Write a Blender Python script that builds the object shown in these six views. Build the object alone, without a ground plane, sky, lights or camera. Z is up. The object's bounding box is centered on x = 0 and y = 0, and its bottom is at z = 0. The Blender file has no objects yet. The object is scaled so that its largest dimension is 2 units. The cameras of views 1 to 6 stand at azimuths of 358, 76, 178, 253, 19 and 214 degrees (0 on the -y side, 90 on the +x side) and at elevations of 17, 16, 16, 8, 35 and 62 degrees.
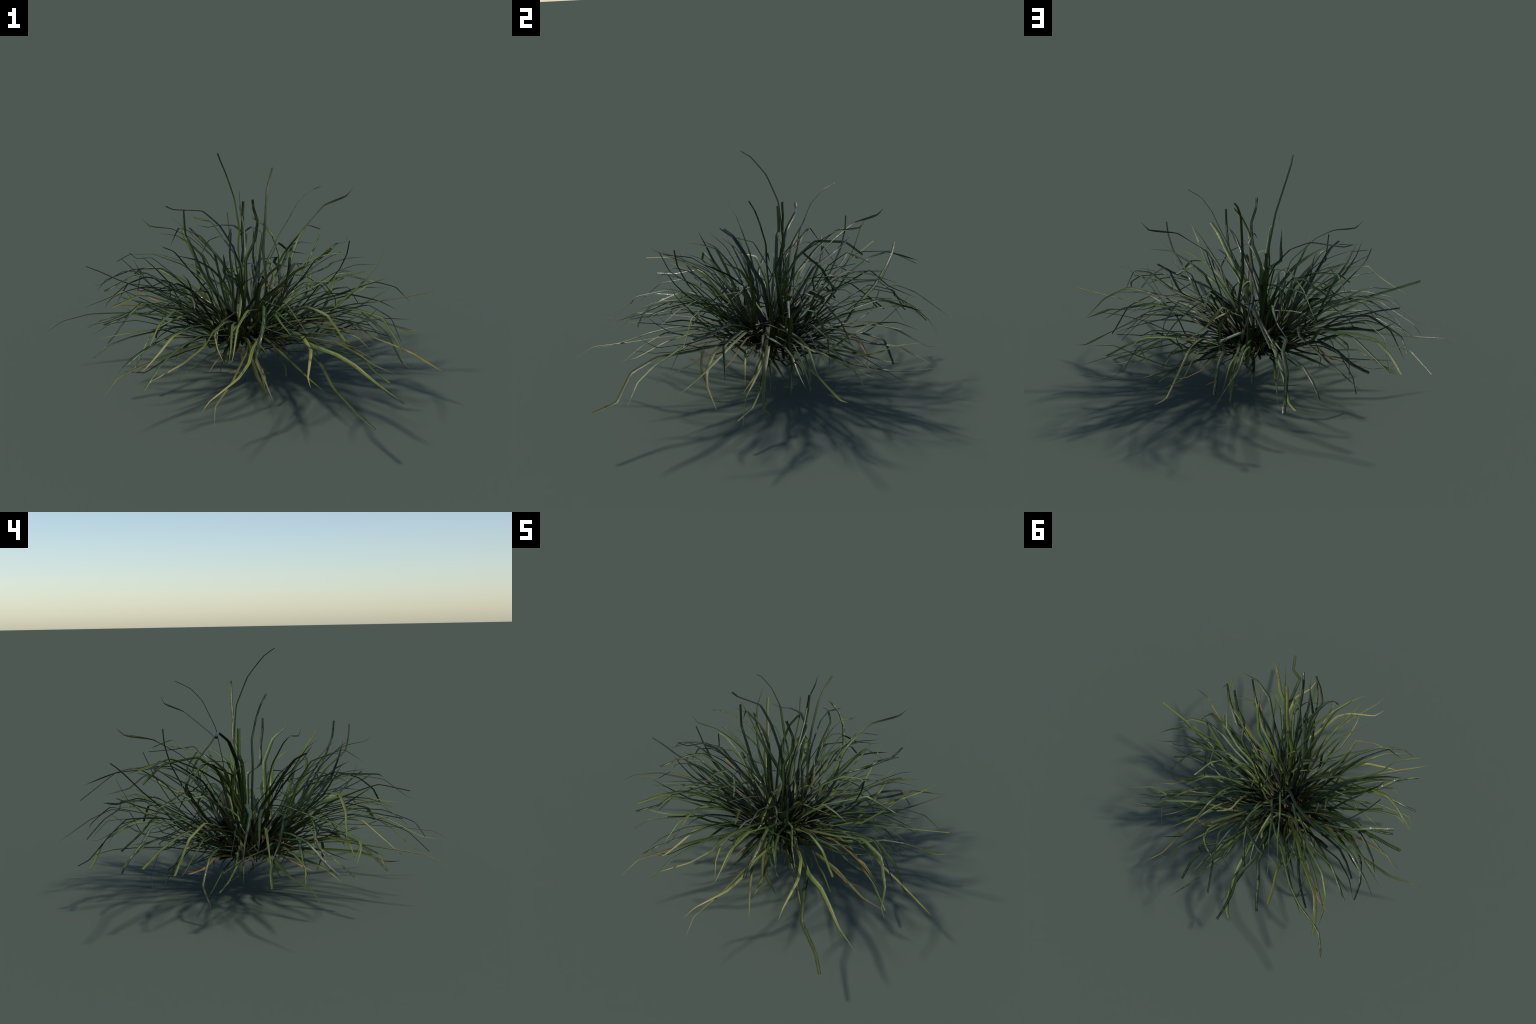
"""A wild grass tussock: long strap blades arching out of one crown.

Every blade is a real strip: a channelled (V-folded) ribbon with thickness,
swept along a kinked spine of a few control points that runs from its root in
the crown to its tip.  Hand-placed spines carry the outline; a rule then fills
the heart of the tussock with shorter blades, dead straw, broad dark sheath
leaves and the stubs at the foot of the crown.
"""
import math
import random

import bpy
from mathutils import Matrix, Vector

R = random.Random(20)
CROWN = Vector((0.045, 0.05, 0.195))


# ------------------------------------------------------------- materials
class Nodes:
    """Small helper to write a node tree as expressions."""

    def __init__(self, name):
        self.mat = bpy.data.materials.new(name)
        self.mat.use_nodes = True
        self.t = self.mat.node_tree
        self.bsdf = self.t.nodes["Principled BSDF"]

    def node(self, kind, **kw):
        n = self.t.nodes.new("ShaderNode" + kind)
        for k, v in kw.items():
            setattr(n, k, v)
        return n

    def put(self, value, socket):
        if hasattr(value, "is_output"):
            self.t.links.new(value, socket)
        else:
            socket.default_value = value

    def math(self, op, a, b=0.0, c=0.0, clamp=False):
        n = self.node("Math", operation=op, use_clamp=clamp)
        for v, s in zip((a, b, c), n.inputs):
            self.put(v, s)
        return n.outputs[0]

    def step(self, x, lo, hi, a=0.0, b=1.0):
        n = self.node("MapRange", interpolation_type="SMOOTHSTEP")
        for v, s in zip((x, lo, hi, a, b), n.inputs):
            self.put(v, s)
        return n.outputs[0]

    def mix(self, f, a, b):
        n = self.node("Mix", data_type="RGBA")
        self.put(f, n.inputs[0])
        for v, s in ((a, n.inputs[6]), (b, n.inputs[7])):
            self.put((*v, 1) if isinstance(v, tuple) else v, s)
        return n.outputs[2]

    def noise(self, vec, scale, detail=3.0, rough=0.55):
        n = self.node("TexNoise")
        self.put(vec, n.inputs["Vector"])
        n.inputs["Scale"].default_value = scale
        n.inputs["Detail"].default_value = detail
        n.inputs["Roughness"].default_value = rough
        return n.outputs[0]


def blade_material(name, base, mid, tip, dark, edge=0.5, blotch=0.5, rough=0.48, band=0.36):
    """Strap leaf: base -> mid -> tip colour along its length, dark rims and
    midrib, long fibres, dark blotches that thicken towards the tip."""
    m = Nodes(name)
    uv = m.node("UVMap").outputs[0]
    sep = m.node("SeparateXYZ")
    m.put(uv, sep.inputs[0])
    across, along = sep.outputs[0], sep.outputs[1]
    rnd = m.node("ObjectInfo").outputs["Random"]
    pos = m.node("TexCoord").outputs["Object"]

    def strip(sx, sy):
        n = m.node("CombineXYZ")
        m.put(m.math("MULTIPLY", across, sx), n.inputs[0])
        m.put(m.math("MULTIPLY", along, sy), n.inputs[1])
        m.put(m.math("MULTIPLY", rnd, 37.0), n.inputs[2])
        return n.outputs[0]

    wob = m.math("MULTIPLY_ADD", m.noise(strip(0.6, 9.0), 1.0), 0.5, -0.25)
    a = m.math("ADD", along, wob)
    col = m.mix(m.step(a, 0.12, 0.45), base, mid)
    col = m.mix(m.step(a, 0.5, 0.95), col, tip)
    # lengthwise fibres, light and dark
    fibre = m.noise(strip(9.0, 5.0), 1.0, 4.0, 0.6)
    col = m.mix(m.step(fibre, 0.38, 0.68, 0.0, 0.62), col, m.mix(0.5, col, tuple(min(1, 2.3 * c) for c in mid)))
    col = m.mix(m.step(fibre, 0.52, 0.32, 0.0, 0.55), col, dark)
    # tan / rusty patches
    rust = m.noise(strip(1.6, 11.0), 1.0, 3.0)
    col = m.mix(m.step(rust, 0.64, 0.74, 0.0, 0.4), col, (0.12, 0.070, 0.020))
    # dark rims, midrib
    r3 = m.math("FRACT", m.math("MULTIPLY", rnd, 13.7))
    off = m.math("ABSOLUTE", m.math("ADD", m.math("SUBTRACT", across, 0.5), m.math("MULTIPLY_ADD", r3, 0.26, -0.13)))
    ragged = m.math("MULTIPLY_ADD", m.noise(strip(2.0, 40.0), 1.0), 0.16, -0.08)
    rim = m.step(m.math("ADD", off, ragged), band, band + 0.06, 0.0, edge)
    rib = m.step(off, 0.06, 0.02, 0.0, 0.6)
    # mottling that gets denser to the tip
    mot = m.noise(strip(3.2, 26.0), 1.0, 2.0, 0.6)
    reach = m.math("MULTIPLY", m.step(along, 0.35, 1.0), blotch)
    spots = m.step(m.math("ADD", mot, m.math("MULTIPLY", reach, 0.2)), 0.66, 0.74, 0.0, 0.9)
    mask = m.math("MAXIMUM", m.math("MAXIMUM", rim, rib), spots)
    col = m.mix(mask, col, dark)
    hsv = m.node("HueSaturation")
    m.put(m.math("MULTIPLY_ADD", rnd, 0.026, 0.482), hsv.inputs["Hue"])
    r2 = m.math("FRACT", m.math("MULTIPLY", rnd, 7.31))
    m.put(m.math("MULTIPLY_ADD", r2, 0.9, 0.46), hsv.inputs["Value"])
    m.put(col, hsv.inputs["Color"])
    m.put(hsv.outputs[0], m.bsdf.inputs["Base Color"])
    glint = m.step(m.noise(strip(5.0, 60.0), 1.0, 2.0), 0.58, 0.66)
    glint = m.math("MULTIPLY", glint, m.math("MAXIMUM", mask, m.step(off, 0.2, 0.3, 0.0, 0.6)))
    m.put(m.math("MULTIPLY_ADD", glint, 0.65, 0.33), m.bsdf.inputs["Specular IOR Level"])
    gloss = m.step(fibre, 0.3, 0.7, rough + 0.12, rough - 0.08)
    m.put(m.math("MULTIPLY_ADD", glint, -0.26, gloss), m.bsdf.inputs["Roughness"])
    bump = m.node("Bump")
    bump.inputs["Strength"].default_value = 0.35
    bump.inputs["Distance"].default_value = 0.002
    m.put(m.math("ADD", fibre, m.math("MULTIPLY", m.noise(pos, 400.0), 0.3)), bump.inputs["Height"])
    m.put(bump.outputs[0], m.bsdf.inputs["Normal"])
    return m.mat


INK = (0.006, 0.008, 0.009)
MATS = {
    "green": blade_material("leaf_green", (0.042, 0.048, 0.008), (0.048, 0.083, 0.011), (0.080, 0.120, 0.020), INK, 0.9, 0.4, 0.48, 0.33),
    "olive": blade_material("leaf_olive", (0.050, 0.055, 0.008), (0.066, 0.098, 0.014), (0.140, 0.150, 0.030), INK, 0.75, 0.3),
    "straw": blade_material("leaf_straw", (0.050, 0.062, 0.010), (0.095, 0.120, 0.022), (0.300, 0.270, 0.075), INK, 0.65, 0.1),
    "mottled": blade_material("leaf_mottled", (0.034, 0.046, 0.008), (0.055, 0.100, 0.016), (0.110, 0.140, 0.026), INK, 1.0, 1.0, 0.40, 0.27),
    "dark": blade_material("leaf_dark", (0.018, 0.024, 0.005), (0.020, 0.036, 0.007), (0.020, 0.030, 0.010), INK, 0.9, 0.8, 0.42),
    "bronze": blade_material("leaf_dead", (0.090, 0.060, 0.012), (0.200, 0.120, 0.024), (0.360, 0.205, 0.065), (0.03, 0.015, 0.008), 0.4, 0.1, 0.6),
    "black": blade_material("sheath_black", (0.012, 0.012, 0.008), (0.006, 0.006, 0.007), (0.010, 0.009, 0.010), (0.004, 0.004, 0.005), 0.5, 0.6, 0.5),
}

# ------------------------------------------------------------- geometry
plant = bpy.data.objects.new("grass_tussock", None)
plant.location = (0, 0, 0)
plant["label"] = "wild grass tussock of long arching green blades with dry tips"
plant["category"] = "grass"
bpy.context.collection.objects.link(plant)

ACROSS = (0.0, 0.22, 0.5, 0.78, 1.0)


def resample(points, step):
    """Points along the kinked spine; the kinks stay but are eased a little."""
    pts = [Vector(p) for p in points]
    out = []
    for a, b in zip(pts, pts[1:]):
        n = max(2, round((b - a).length / step))
        out += [a.lerp(b, i / n) for i in range(n)]
    out.append(pts[-1])
    for _ in range(1):
        out = [out[0]] + [0.12 * p + 0.76 * q + 0.12 * r for p, q, r in zip(out, out[1:], out[2:])] + [out[-1]]
    return out


def width_at(s, form):
    """Relative width along the blade (0 root .. 1 tip)."""
    w = 0.62 + 0.38 * min(1.0, s / 0.3)
    if form == "cut":
        return w * (1.0 - 0.22 * max(0.0, (s - 0.55) / 0.45))
    if form == "fine":
        return w * max(0.03, (1.0 - 0.62 * s) * (1.0 - max(0.0, (s - 0.82) / 0.18) ** 1.5))
    if form == "flag":
        return w * (1.0 - 0.35 * s) * (0.72 + 0.4 * max(0, s - 0.8) / 0.12 if s < 0.92 else 1.12 * max(0.03, (1 - s) / 0.08)) if s > 0.8 else w * (1.0 - 0.45 * s)
    if form == "stub":
        return 1.0 - 0.35 * s
    if form == "scrap":
        return max(0.05, math.sin(math.pi * min(1, 0.12 + 0.88 * s) ** 0.8))
    return w * max(0.03, 1.0 - max(0.0, (s - 0.62) / 0.38) ** 1.8)


def ribbon(spine, width, form, roll, twist, fold=0.18, thick=0.0011, step=0.03):
    """Vertices, faces and (across, along) coordinates of one blade."""
    line = resample(spine, step)
    run = Vector((line[-1].x - line[0].x, line[-1].y - line[0].y, 0))
    if run.length < 0.06:
        run = Vector((math.cos(roll * 9), math.sin(roll * 9), 0))
    side0 = Vector((-run.y, run.x, 0)).normalized()
    lengths = [0.0]
    for a, b in zip(line, line[1:]):
        lengths.append(lengths[-1] + (b - a).length)
    total = lengths[-1]
    verts, uvs, faces = [], [], []
    prev = side0
    n = len(ACROSS)
    for i, p in enumerate(line):
        t = (line[min(i + 1, len(line) - 1)] - line[max(i - 1, 0)]).normalized()
        s = lengths[i] / total
        side = side0 - side0.dot(t) * t
        if side.length < 0.35:
            side = prev - prev.dot(t) * t
        side.normalize()
        prev = side
        turn = roll + twist * s
        if form == "flag":  # the end of the blade turns its face sideways
            turn += 1.2 * max(0.0, min(1.0, (s - 0.75) / 0.12))
        side = Matrix.Rotation(turn, 3, t) @ side
        up = side.cross(t)
        if up.z < 0 and abs(roll) < 1:
            up = -up
        w = width * width_at(s, form)
        th = min(thick, 0.25 * w) + 0.0001
        for layer in (0, 1):
            for u in ACROSS:
                x = u - 0.5
                lift = fold * w * (abs(x) * 2) ** 1.2
                rim = 0.35 if u in (0.0, 1.0) else 1.0
                verts.append(p + side * (x * w) + up * (lift - layer * th * rim))
                uvs.append((u, s))
        if i:
            o, q = (i - 1) * 2 * n, i * 2 * n
            for k in range(n - 1):
                faces.append((o + k, o + k + 1, q + k + 1, q + k))
                faces.append((o + n + k + 1, o + n + k, q + n + k, q + n + k + 1))
            faces.append((o + n, o, q, q + n))
            faces.append((o + n - 1, o + 2 * n - 1, q + 2 * n - 1, q + n - 1))
    e = (len(line) - 1) * 2 * n
    for k in range(n - 1):
        faces.append((k + 1, k, n + k, n + k + 1))
        faces.append((e + k, e + k + 1, e + n + k + 1, e + n + k))
    return verts, faces, uvs


def make_mesh(name, strips, material):
    verts, faces, uvs = [], [], []
    for v, f, u in strips:
        o = len(verts)
        verts += v
        uvs += u
        faces += [tuple(o + i for i in q) for q in f]
    me = bpy.data.meshes.new(name)
    me.from_pydata(verts, [], faces)
    layer = me.uv_layers.new(name="UVMap")
    for loop in me.loops:
        layer.data[loop.index].uv = uvs[loop.vertex_index]
    me.polygons.foreach_set("use_smooth", [True] * len(me.polygons))
    me.set_sharp_from_angle(angle=math.radians(50))
    me.materials.append(material)
    ob = bpy.data.objects.new(name, me)
    bpy.context.collection.objects.link(ob)
    ob.parent = plant
    return ob


def blade(kind, form, width, *spine, wild=1.0):
    """One blade along a spine given root first."""
    roll, twist = R.gauss(0, 0.25 * wild), R.gauss(0, 0.4 * wild)
    name = {"bronze": "dry_blade", "black": "sheath_leaf"}.get(kind, "blade")
    return make_mesh(name, [ribbon(spine, width, form, roll, twist)], MATS[kind])


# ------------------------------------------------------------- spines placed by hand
# going round the crown, root first
# sector 1 of 8, from -x through -y
blade("green", "flag", 0.011, (-0.056, 0.021, 0.194), (-0.056, 0.009, 0.354), (-0.061, 0.008, 0.482), (-0.116, -0.010, 0.650), (-0.243, -0.025, 0.766), (-0.331, -0.026, 0.808), (-0.442, -0.028, 0.818), (-0.479, -0.026, 0.859), wild=0.3)
blade("mottled", "cut", 0.020, (-0.012, 0.089, 0.183), (-0.090, 0.101, 0.254), (-0.186, 0.101, 0.333), (-0.282, 0.117, 0.417), (-0.372, 0.114, 0.474), (-0.465, 0.102, 0.529), (-0.532, 0.053, 0.528), (-0.662, -0.053, 0.483), wild=0.3)
blade("olive", "point", 0.015, (-0.062, -0.013, 0.233), (-0.156, -0.067, 0.347), (-0.279, -0.109, 0.447), (-0.410, -0.170, 0.556), (-0.534, -0.179, 0.572), (-0.603, -0.180, 0.506), (-0.761, -0.119, 0.419))
blade("dark", "cut", 0.009, (-0.022, 0.154, 0.186), (-0.125, 0.155, 0.291), (-0.247, 0.161, 0.417), (-0.345, 0.123, 0.532), (-0.440, 0.087, 0.622), (-0.505, -0.026, 0.649), (-0.536, -0.080, 0.697))
blade("dark", "point", 0.010, (0.026, 0.041, 0.200), (-0.008, 0.024, 0.293), (-0.049, -0.002, 0.396), (-0.118, -0.010, 0.479), (-0.192, -0.037, 0.563), (-0.281, -0.058, 0.636), (-0.367, -0.066, 0.668), (-0.439, -0.059, 0.694), wild=0.3)
blade("olive", "point", 0.012, (-0.047, -0.024, 0.214), (-0.140, -0.039, 0.282), (-0.274, -0.080, 0.373), (-0.411, -0.070, 0.424), (-0.503, -0.066, 0.402), (-0.574, -0.079, 0.337), (-0.619, -0.116, 0.249))
blade("mottled", "cut", 0.017, (-0.048, 0.044, 0.200), (-0.133, 0.056, 0.258), (-0.234, 0.036, 0.317), (-0.340, 0.030, 0.377), (-0.436, 0.013, 0.388), (-0.531, -0.028, 0.369), (-0.603, -0.094, 0.277), (-0.640, -0.132, 0.238), wild=0.3)
blade("green", "point", 0.013, (-0.004, -0.012, 0.221), (-0.100, -0.032, 0.322), (-0.225, -0.070, 0.385), (-0.380, -0.101, 0.450), (-0.496, -0.168, 0.435), (-0.685, -0.221, 0.382), (-0.739, -0.163, 0.330))
blade("olive", "point", 0.015, (-0.033, 0.014, 0.182), (-0.147, -0.014, 0.243), (-0.264, -0.058, 0.305), (-0.367, -0.103, 0.326), (-0.497, -0.151, 0.372), (-0.617, -0.193, 0.370), (-0.718, -0.180, 0.296))
blade("dark", "cut", 0.026, (-0.019, 0.060, 0.184), (-0.082, 0.068, 0.274), (-0.122, 0.064, 0.363), (-0.159, 0.060, 0.457), (-0.206, 0.022, 0.531), (-0.260, -0.007, 0.607), (-0.320, -0.055, 0.700), (-0.370, -0.093, 0.731), wild=0.3)
blade("olive", "point", 0.016, (-0.034, -0.025, 0.208), (-0.113, -0.084, 0.252), (-0.191, -0.155, 0.289), (-0.280, -0.209, 0.322), (-0.374, -0.238, 0.361), (-0.521, -0.278, 0.352), (-0.590, -0.256, 0.331), (-0.674, -0.200, 0.291), wild=0.3)
blade("dark", "cut", 0.010, (-0.015, -0.002, 0.209), (-0.048, 0.014, 0.314), (-0.089, 0.012, 0.418), (-0.142, -0.004, 0.495), (-0.243, -0.074, 0.485), (-0.346, -0.109, 0.442), (-0.453, -0.131, 0.393))
blade("mottled", "point", 0.012, (-0.061, 0.033, 0.177), (-0.156, 0.010, 0.253), (-0.247, 0.005, 0.323), (-0.294, -0.019, 0.430), (-0.346, -0.039, 0.532), (-0.413, -0.077, 0.621), (-0.470, -0.163, 0.708))
blade("dark", "point", 0.018, (0.001, -0.049, 0.228), (-0.125, -0.011, 0.318), (-0.225, -0.010, 0.398), (-0.245, -0.105, 0.427), (-0.350, -0.116, 0.485), (-0.419, -0.152, 0.549), (-0.470, -0.177, 0.625), (-0.503, -0.210, 0.704), wild=0.3)
blade("olive", "point", 0.019, (0.029, 0.015, 0.219), (-0.022, 0.003, 0.328), (-0.018, -0.026, 0.421), (-0.070, -0.014, 0.527), (-0.136, -0.035, 0.607), (-0.213, -0.061, 0.660), (-0.310, -0.118, 0.701))
blade("green", "cut", 0.013, (0.044, 0.087, 0.233), (0.029, 0.127, 0.417), (0.001, 0.135, 0.598), (-0.000, 0.137, 0.766), (-0.029, 0.131, 0.929), (-0.073, 0.087, 1.063), (-0.107, 0.019, 1.157), (-0.114, -0.031, 1.190), wild=0.3)
blade("mottled", "cut", 0.017, (-0.010, -0.021, 0.196), (-0.095, -0.084, 0.273), (-0.173, -0.128, 0.331), (-0.271, -0.185, 0.357), (-0.373, -0.246, 0.358), (-0.512, -0.283, 0.334), (-0.615, -0.303, 0.299), (-0.683, -0.339, 0.247), wild=0.3)
blade("mottled", "point", 0.013, (0.029, 0.038, 0.209), (-0.043, 0.008, 0.292), (-0.129, -0.041, 0.397), (-0.227, -0.098, 0.485), (-0.307, -0.165, 0.537), (-0.410, -0.227, 0.573), (-0.522, -0.285, 0.579))
blade("dark", "point", 0.015, (0.003, -0.032, 0.212), (-0.093, -0.086, 0.294), (-0.189, -0.136, 0.369), (-0.260, -0.190, 0.443), (-0.371, -0.264, 0.483), (-0.470, -0.302, 0.547), (-0.574, -0.320, 0.601))
blade("mottled", "cut", 0.015, (-0.060, 0.000, 0.205), (-0.121, -0.059, 0.308), (-0.178, -0.121, 0.372), (-0.256, -0.157, 0.404), (-0.326, -0.145, 0.370), (-0.400, -0.114, 0.317), (-0.436, -0.169, 0.277), (-0.494, -0.278, 0.168), wild=0.3)
blade("olive", "point", 0.012, (0.023, 0.051, 0.198), (-0.063, -0.023, 0.271), (-0.169, -0.096, 0.344), (-0.263, -0.167, 0.401), (-0.357, -0.230, 0.462), (-0.459, -0.305, 0.508), (-0.565, -0.385, 0.532))
blade("olive", "point", 0.015, (-0.012, 0.003, 0.204), (-0.130, -0.059, 0.259), (-0.184, -0.154, 0.286), (-0.303, -0.234, 0.316), (-0.397, -0.303, 0.317), (-0.500, -0.389, 0.273), (-0.567, -0.396, 0.192))
blade("mottled", "cut", 0.020, (-0.010, 0.055, 0.190), (-0.099, -0.008, 0.285), (-0.190, -0.067, 0.348), (-0.272, -0.126, 0.415), (-0.364, -0.170, 0.460), (-0.461, -0.233, 0.492), (-0.516, -0.354, 0.467), (-0.614, -0.442, 0.456), wild=0.3)
blade("dark", "point", 0.015, (-0.057, 0.015, 0.204), (-0.121, -0.054, 0.328), (-0.160, -0.129, 0.425), (-0.228, -0.190, 0.547), (-0.293, -0.290, 0.614), (-0.393, -0.427, 0.620), (-0.494, -0.409, 0.621))
blade("olive", "cut", 0.015, (-0.038, -0.020, 0.202), (-0.125, -0.068, 0.305), (-0.222, -0.153, 0.405), (-0.316, -0.214, 0.487), (-0.424, -0.306, 0.553), (-0.459, -0.396, 0.586), (-0.569, -0.498, 0.566))
blade("olive", "point", 0.015, (0.014, 0.032, 0.188), (-0.071, -0.063, 0.221), (-0.152, -0.148, 0.245), (-0.252, -0.256, 0.252), (-0.343, -0.358, 0.252), (-0.431, -0.444, 0.220), (-0.527, -0.475, 0.245))
# sector 2 of 8, from -x through -y
blade("straw", "point", 0.018, (-0.027, -0.045, 0.223), (-0.109, -0.137, 0.281), (-0.166, -0.207, 0.354), (-0.219, -0.310, 0.392), (-0.298, -0.386, 0.390), (-0.360, -0.447, 0.325), (-0.426, -0.505, 0.264), (-0.479, -0.511, 0.252), wild=0.3)
blade("green", "point", 0.016, (0.014, -0.040, 0.217), (-0.023, -0.089, 0.276), (-0.076, -0.106, 0.384), (-0.122, -0.144, 0.449), (-0.183, -0.188, 0.507), (-0.238, -0.223, 0.562), (-0.269, -0.292, 0.595))
blade("straw", "point", 0.018, (-0.002, 0.023, 0.190), (-0.057, -0.092, 0.247), (-0.158, -0.201, 0.273), (-0.252, -0.304, 0.287), (-0.348, -0.394, 0.282), (-0.438, -0.489, 0.274), (-0.535, -0.588, 0.265), (-0.590, -0.683, 0.209), wild=0.3)
blade("mottled", "cut", 0.014, (-0.018, 0.043, 0.196), (-0.055, -0.061, 0.258), (-0.102, -0.177, 0.354), (-0.155, -0.267, 0.397), (-0.220, -0.386, 0.436), (-0.299, -0.492, 0.434), (-0.424, -0.594, 0.393), (-0.491, -0.612, 0.337), wild=0.3)
blade("olive", "point", 0.017, (-0.044, -0.028, 0.199), (-0.076, -0.074, 0.328), (-0.116, -0.096, 0.452), (-0.151, -0.134, 0.571), (-0.204, -0.172, 0.670), (-0.232, -0.271, 0.703), (-0.242, -0.333, 0.709))
blade("olive", "point", 0.015, (-0.006, 0.002, 0.185), (-0.062, -0.088, 0.283), (-0.152, -0.171, 0.381), (-0.208, -0.225, 0.451), (-0.300, -0.346, 0.497), (-0.361, -0.458, 0.472), (-0.410, -0.576, 0.369))
blade("straw", "point", 0.014, (-0.064, -0.003, 0.204), (-0.111, -0.133, 0.241), (-0.133, -0.271, 0.280), (-0.156, -0.357, 0.375), (-0.147, -0.490, 0.382), (-0.242, -0.567, 0.326), (-0.380, -0.609, 0.259), (-0.438, -0.663, 0.248), wild=0.3)
blade("green", "cut", 0.011, (0.050, -0.037, 0.223), (-0.006, -0.181, 0.315), (-0.067, -0.295, 0.357), (-0.171, -0.392, 0.395), (-0.266, -0.501, 0.377), (-0.345, -0.599, 0.332), (-0.411, -0.675, 0.244))
blade("mottled", "point", 0.020, (0.011, 0.022, 0.233), (0.014, -0.023, 0.350), (0.021, -0.061, 0.464), (0.010, -0.107, 0.565), (-0.073, -0.125, 0.611), (-0.070, -0.169, 0.672), (-0.073, -0.203, 0.720), (-0.074, -0.256, 0.753), wild=0.3)
blade("olive", "point", 0.015, (0.026, 0.038, 0.199), (-0.005, -0.043, 0.266), (-0.008, -0.170, 0.374), (-0.031, -0.276, 0.423), (-0.063, -0.393, 0.463), (-0.116, -0.503, 0.456), (-0.155, -0.616, 0.412))
blade("bronze", "point", 0.014, (0.023, -0.047, 0.195), (0.024, -0.127, 0.223), (0.013, -0.175, 0.253), (0.020, -0.252, 0.244), (0.029, -0.322, 0.246), (0.016, -0.389, 0.232), (-0.033, -0.427, 0.215), (-0.067, -0.461, 0.233), wild=0.3)
blade("straw", "point", 0.017, (0.065, -0.089, 0.095), (0.112, -0.210, 0.248), (0.110, -0.333, 0.371), (0.069, -0.478, 0.365), (0.053, -0.594, 0.345), (0.006, -0.677, 0.307), (-0.121, -0.783, 0.244), (-0.150, -0.864, 0.233), wild=0.3)
blade("green", "fine", 0.020, (0.025, -0.031, 0.213), (0.022, -0.075, 0.341), (0.028, -0.132, 0.467), (0.012, -0.211, 0.582), (-0.004, -0.315, 0.651), (-0.017, -0.423, 0.711), (-0.066, -0.510, 0.731), (-0.075, -0.539, 0.763), wild=0.3)
blade("mottled", "point", 0.019, (0.022, 0.095, 0.312), (0.003, -0.035, 0.294), (0.001, -0.114, 0.255), (-0.027, -0.236, 0.241), (-0.035, -0.335, 0.255), (-0.039, -0.428, 0.288), (-0.050, -0.507, 0.301))
blade("straw", "point", 0.010, (-0.015, 0.018, 0.210), (-0.035, -0.057, 0.264), (-0.059, -0.171, 0.340), (-0.063, -0.281, 0.386), (-0.101, -0.380, 0.411), (-0.106, -0.487, 0.434), (-0.091, -0.595, 0.413), (-0.058, -0.683, 0.378), wild=0.3)
blade("straw", "point", 0.010, (0.053, 0.022, 0.212), (0.048, -0.114, 0.260), (0.054, -0.245, 0.287), (0.041, -0.405, 0.308), (0.009, -0.542, 0.299), (-0.024, -0.678, 0.284), (-0.093, -0.863, 0.262), (-0.094, -0.963, 0.205), wild=0.3)
blade("olive", "point", 0.014, (0.028, -0.033, 0.202), (0.060, -0.144, 0.317), (0.104, -0.240, 0.424), (0.099, -0.360, 0.518), (0.040, -0.479, 0.553), (-0.005, -0.630, 0.527), (-0.023, -0.757, 0.426), (-0.050, -0.796, 0.423), wild=0.3)
blade("olive", "point", 0.015, (0.069, -0.009, 0.193), (0.042, -0.092, 0.286), (0.034, -0.213, 0.354), (-0.008, -0.308, 0.434), (-0.025, -0.456, 0.474), (-0.030, -0.607, 0.422), (-0.040, -0.735, 0.403))
# sector 3 of 8, from -x through -y
blade("dark", "point", 0.015, (0.006, -0.061, 0.202), (0.017, -0.131, 0.312), (0.024, -0.197, 0.431), (0.079, -0.259, 0.534), (0.098, -0.348, 0.644), (0.072, -0.448, 0.678), (0.047, -0.541, 0.613))
blade("mottled", "cut", 0.022, (0.111, 0.043, 0.206), (0.101, -0.069, 0.309), (0.114, -0.178, 0.424), (0.148, -0.293, 0.515), (0.119, -0.425, 0.559), (0.116, -0.543, 0.522), (0.094, -0.616, 0.462), (0.083, -0.644, 0.396), wild=0.3)
blade("green", "point", 0.011, (-0.043, -0.017, 0.215), (0.046, -0.105, 0.269), (0.118, -0.227, 0.313), (0.209, -0.307, 0.410), (0.255, -0.395, 0.492), (0.210, -0.459, 0.563), (0.082, -0.483, 0.616))
blade("straw", "point", 0.015, (0.054, 0.027, 0.207), (0.049, -0.117, 0.218), (0.081, -0.173, 0.229), (0.097, -0.332, 0.254), (0.116, -0.458, 0.252), (0.128, -0.581, 0.265), (0.130, -0.701, 0.301))
blade("straw", "point", 0.014, (0.053, 0.017, 0.205), (0.059, -0.115, 0.247), (0.065, -0.245, 0.292), (0.071, -0.359, 0.342), (0.075, -0.513, 0.344), (0.117, -0.647, 0.300), (0.162, -0.767, 0.235))
blade("straw", "point", 0.019, (0.010, 0.027, 0.220), (0.025, -0.072, 0.264), (0.035, -0.150, 0.287), (0.048, -0.247, 0.319), (0.080, -0.363, 0.287), (0.111, -0.453, 0.250), (0.137, -0.512, 0.157))
blade("mottled", "cut", 0.016, (0.037, 0.027, 0.232), (0.035, 0.045, 0.371), (0.043, 0.040, 0.503), (0.036, 0.036, 0.631), (0.083, 0.026, 0.746), (0.091, 0.000, 0.849), (0.067, -0.016, 0.916), (0.062, -0.045, 0.969), wild=0.3)
blade("olive", "cut", 0.016, (0.061, -0.037, 0.231), (0.089, -0.156, 0.338), (0.079, -0.254, 0.442), (0.093, -0.357, 0.578), (0.096, -0.469, 0.666), (0.137, -0.502, 0.745), (0.183, -0.523, 0.792))
blade("straw", "point", 0.021, (0.049, -0.068, 0.200), (0.052, -0.139, 0.212), (0.062, -0.211, 0.225), (0.076, -0.323, 0.236), (0.097, -0.341, 0.171), (0.124, -0.348, 0.124), (0.155, -0.329, 0.041))
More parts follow.
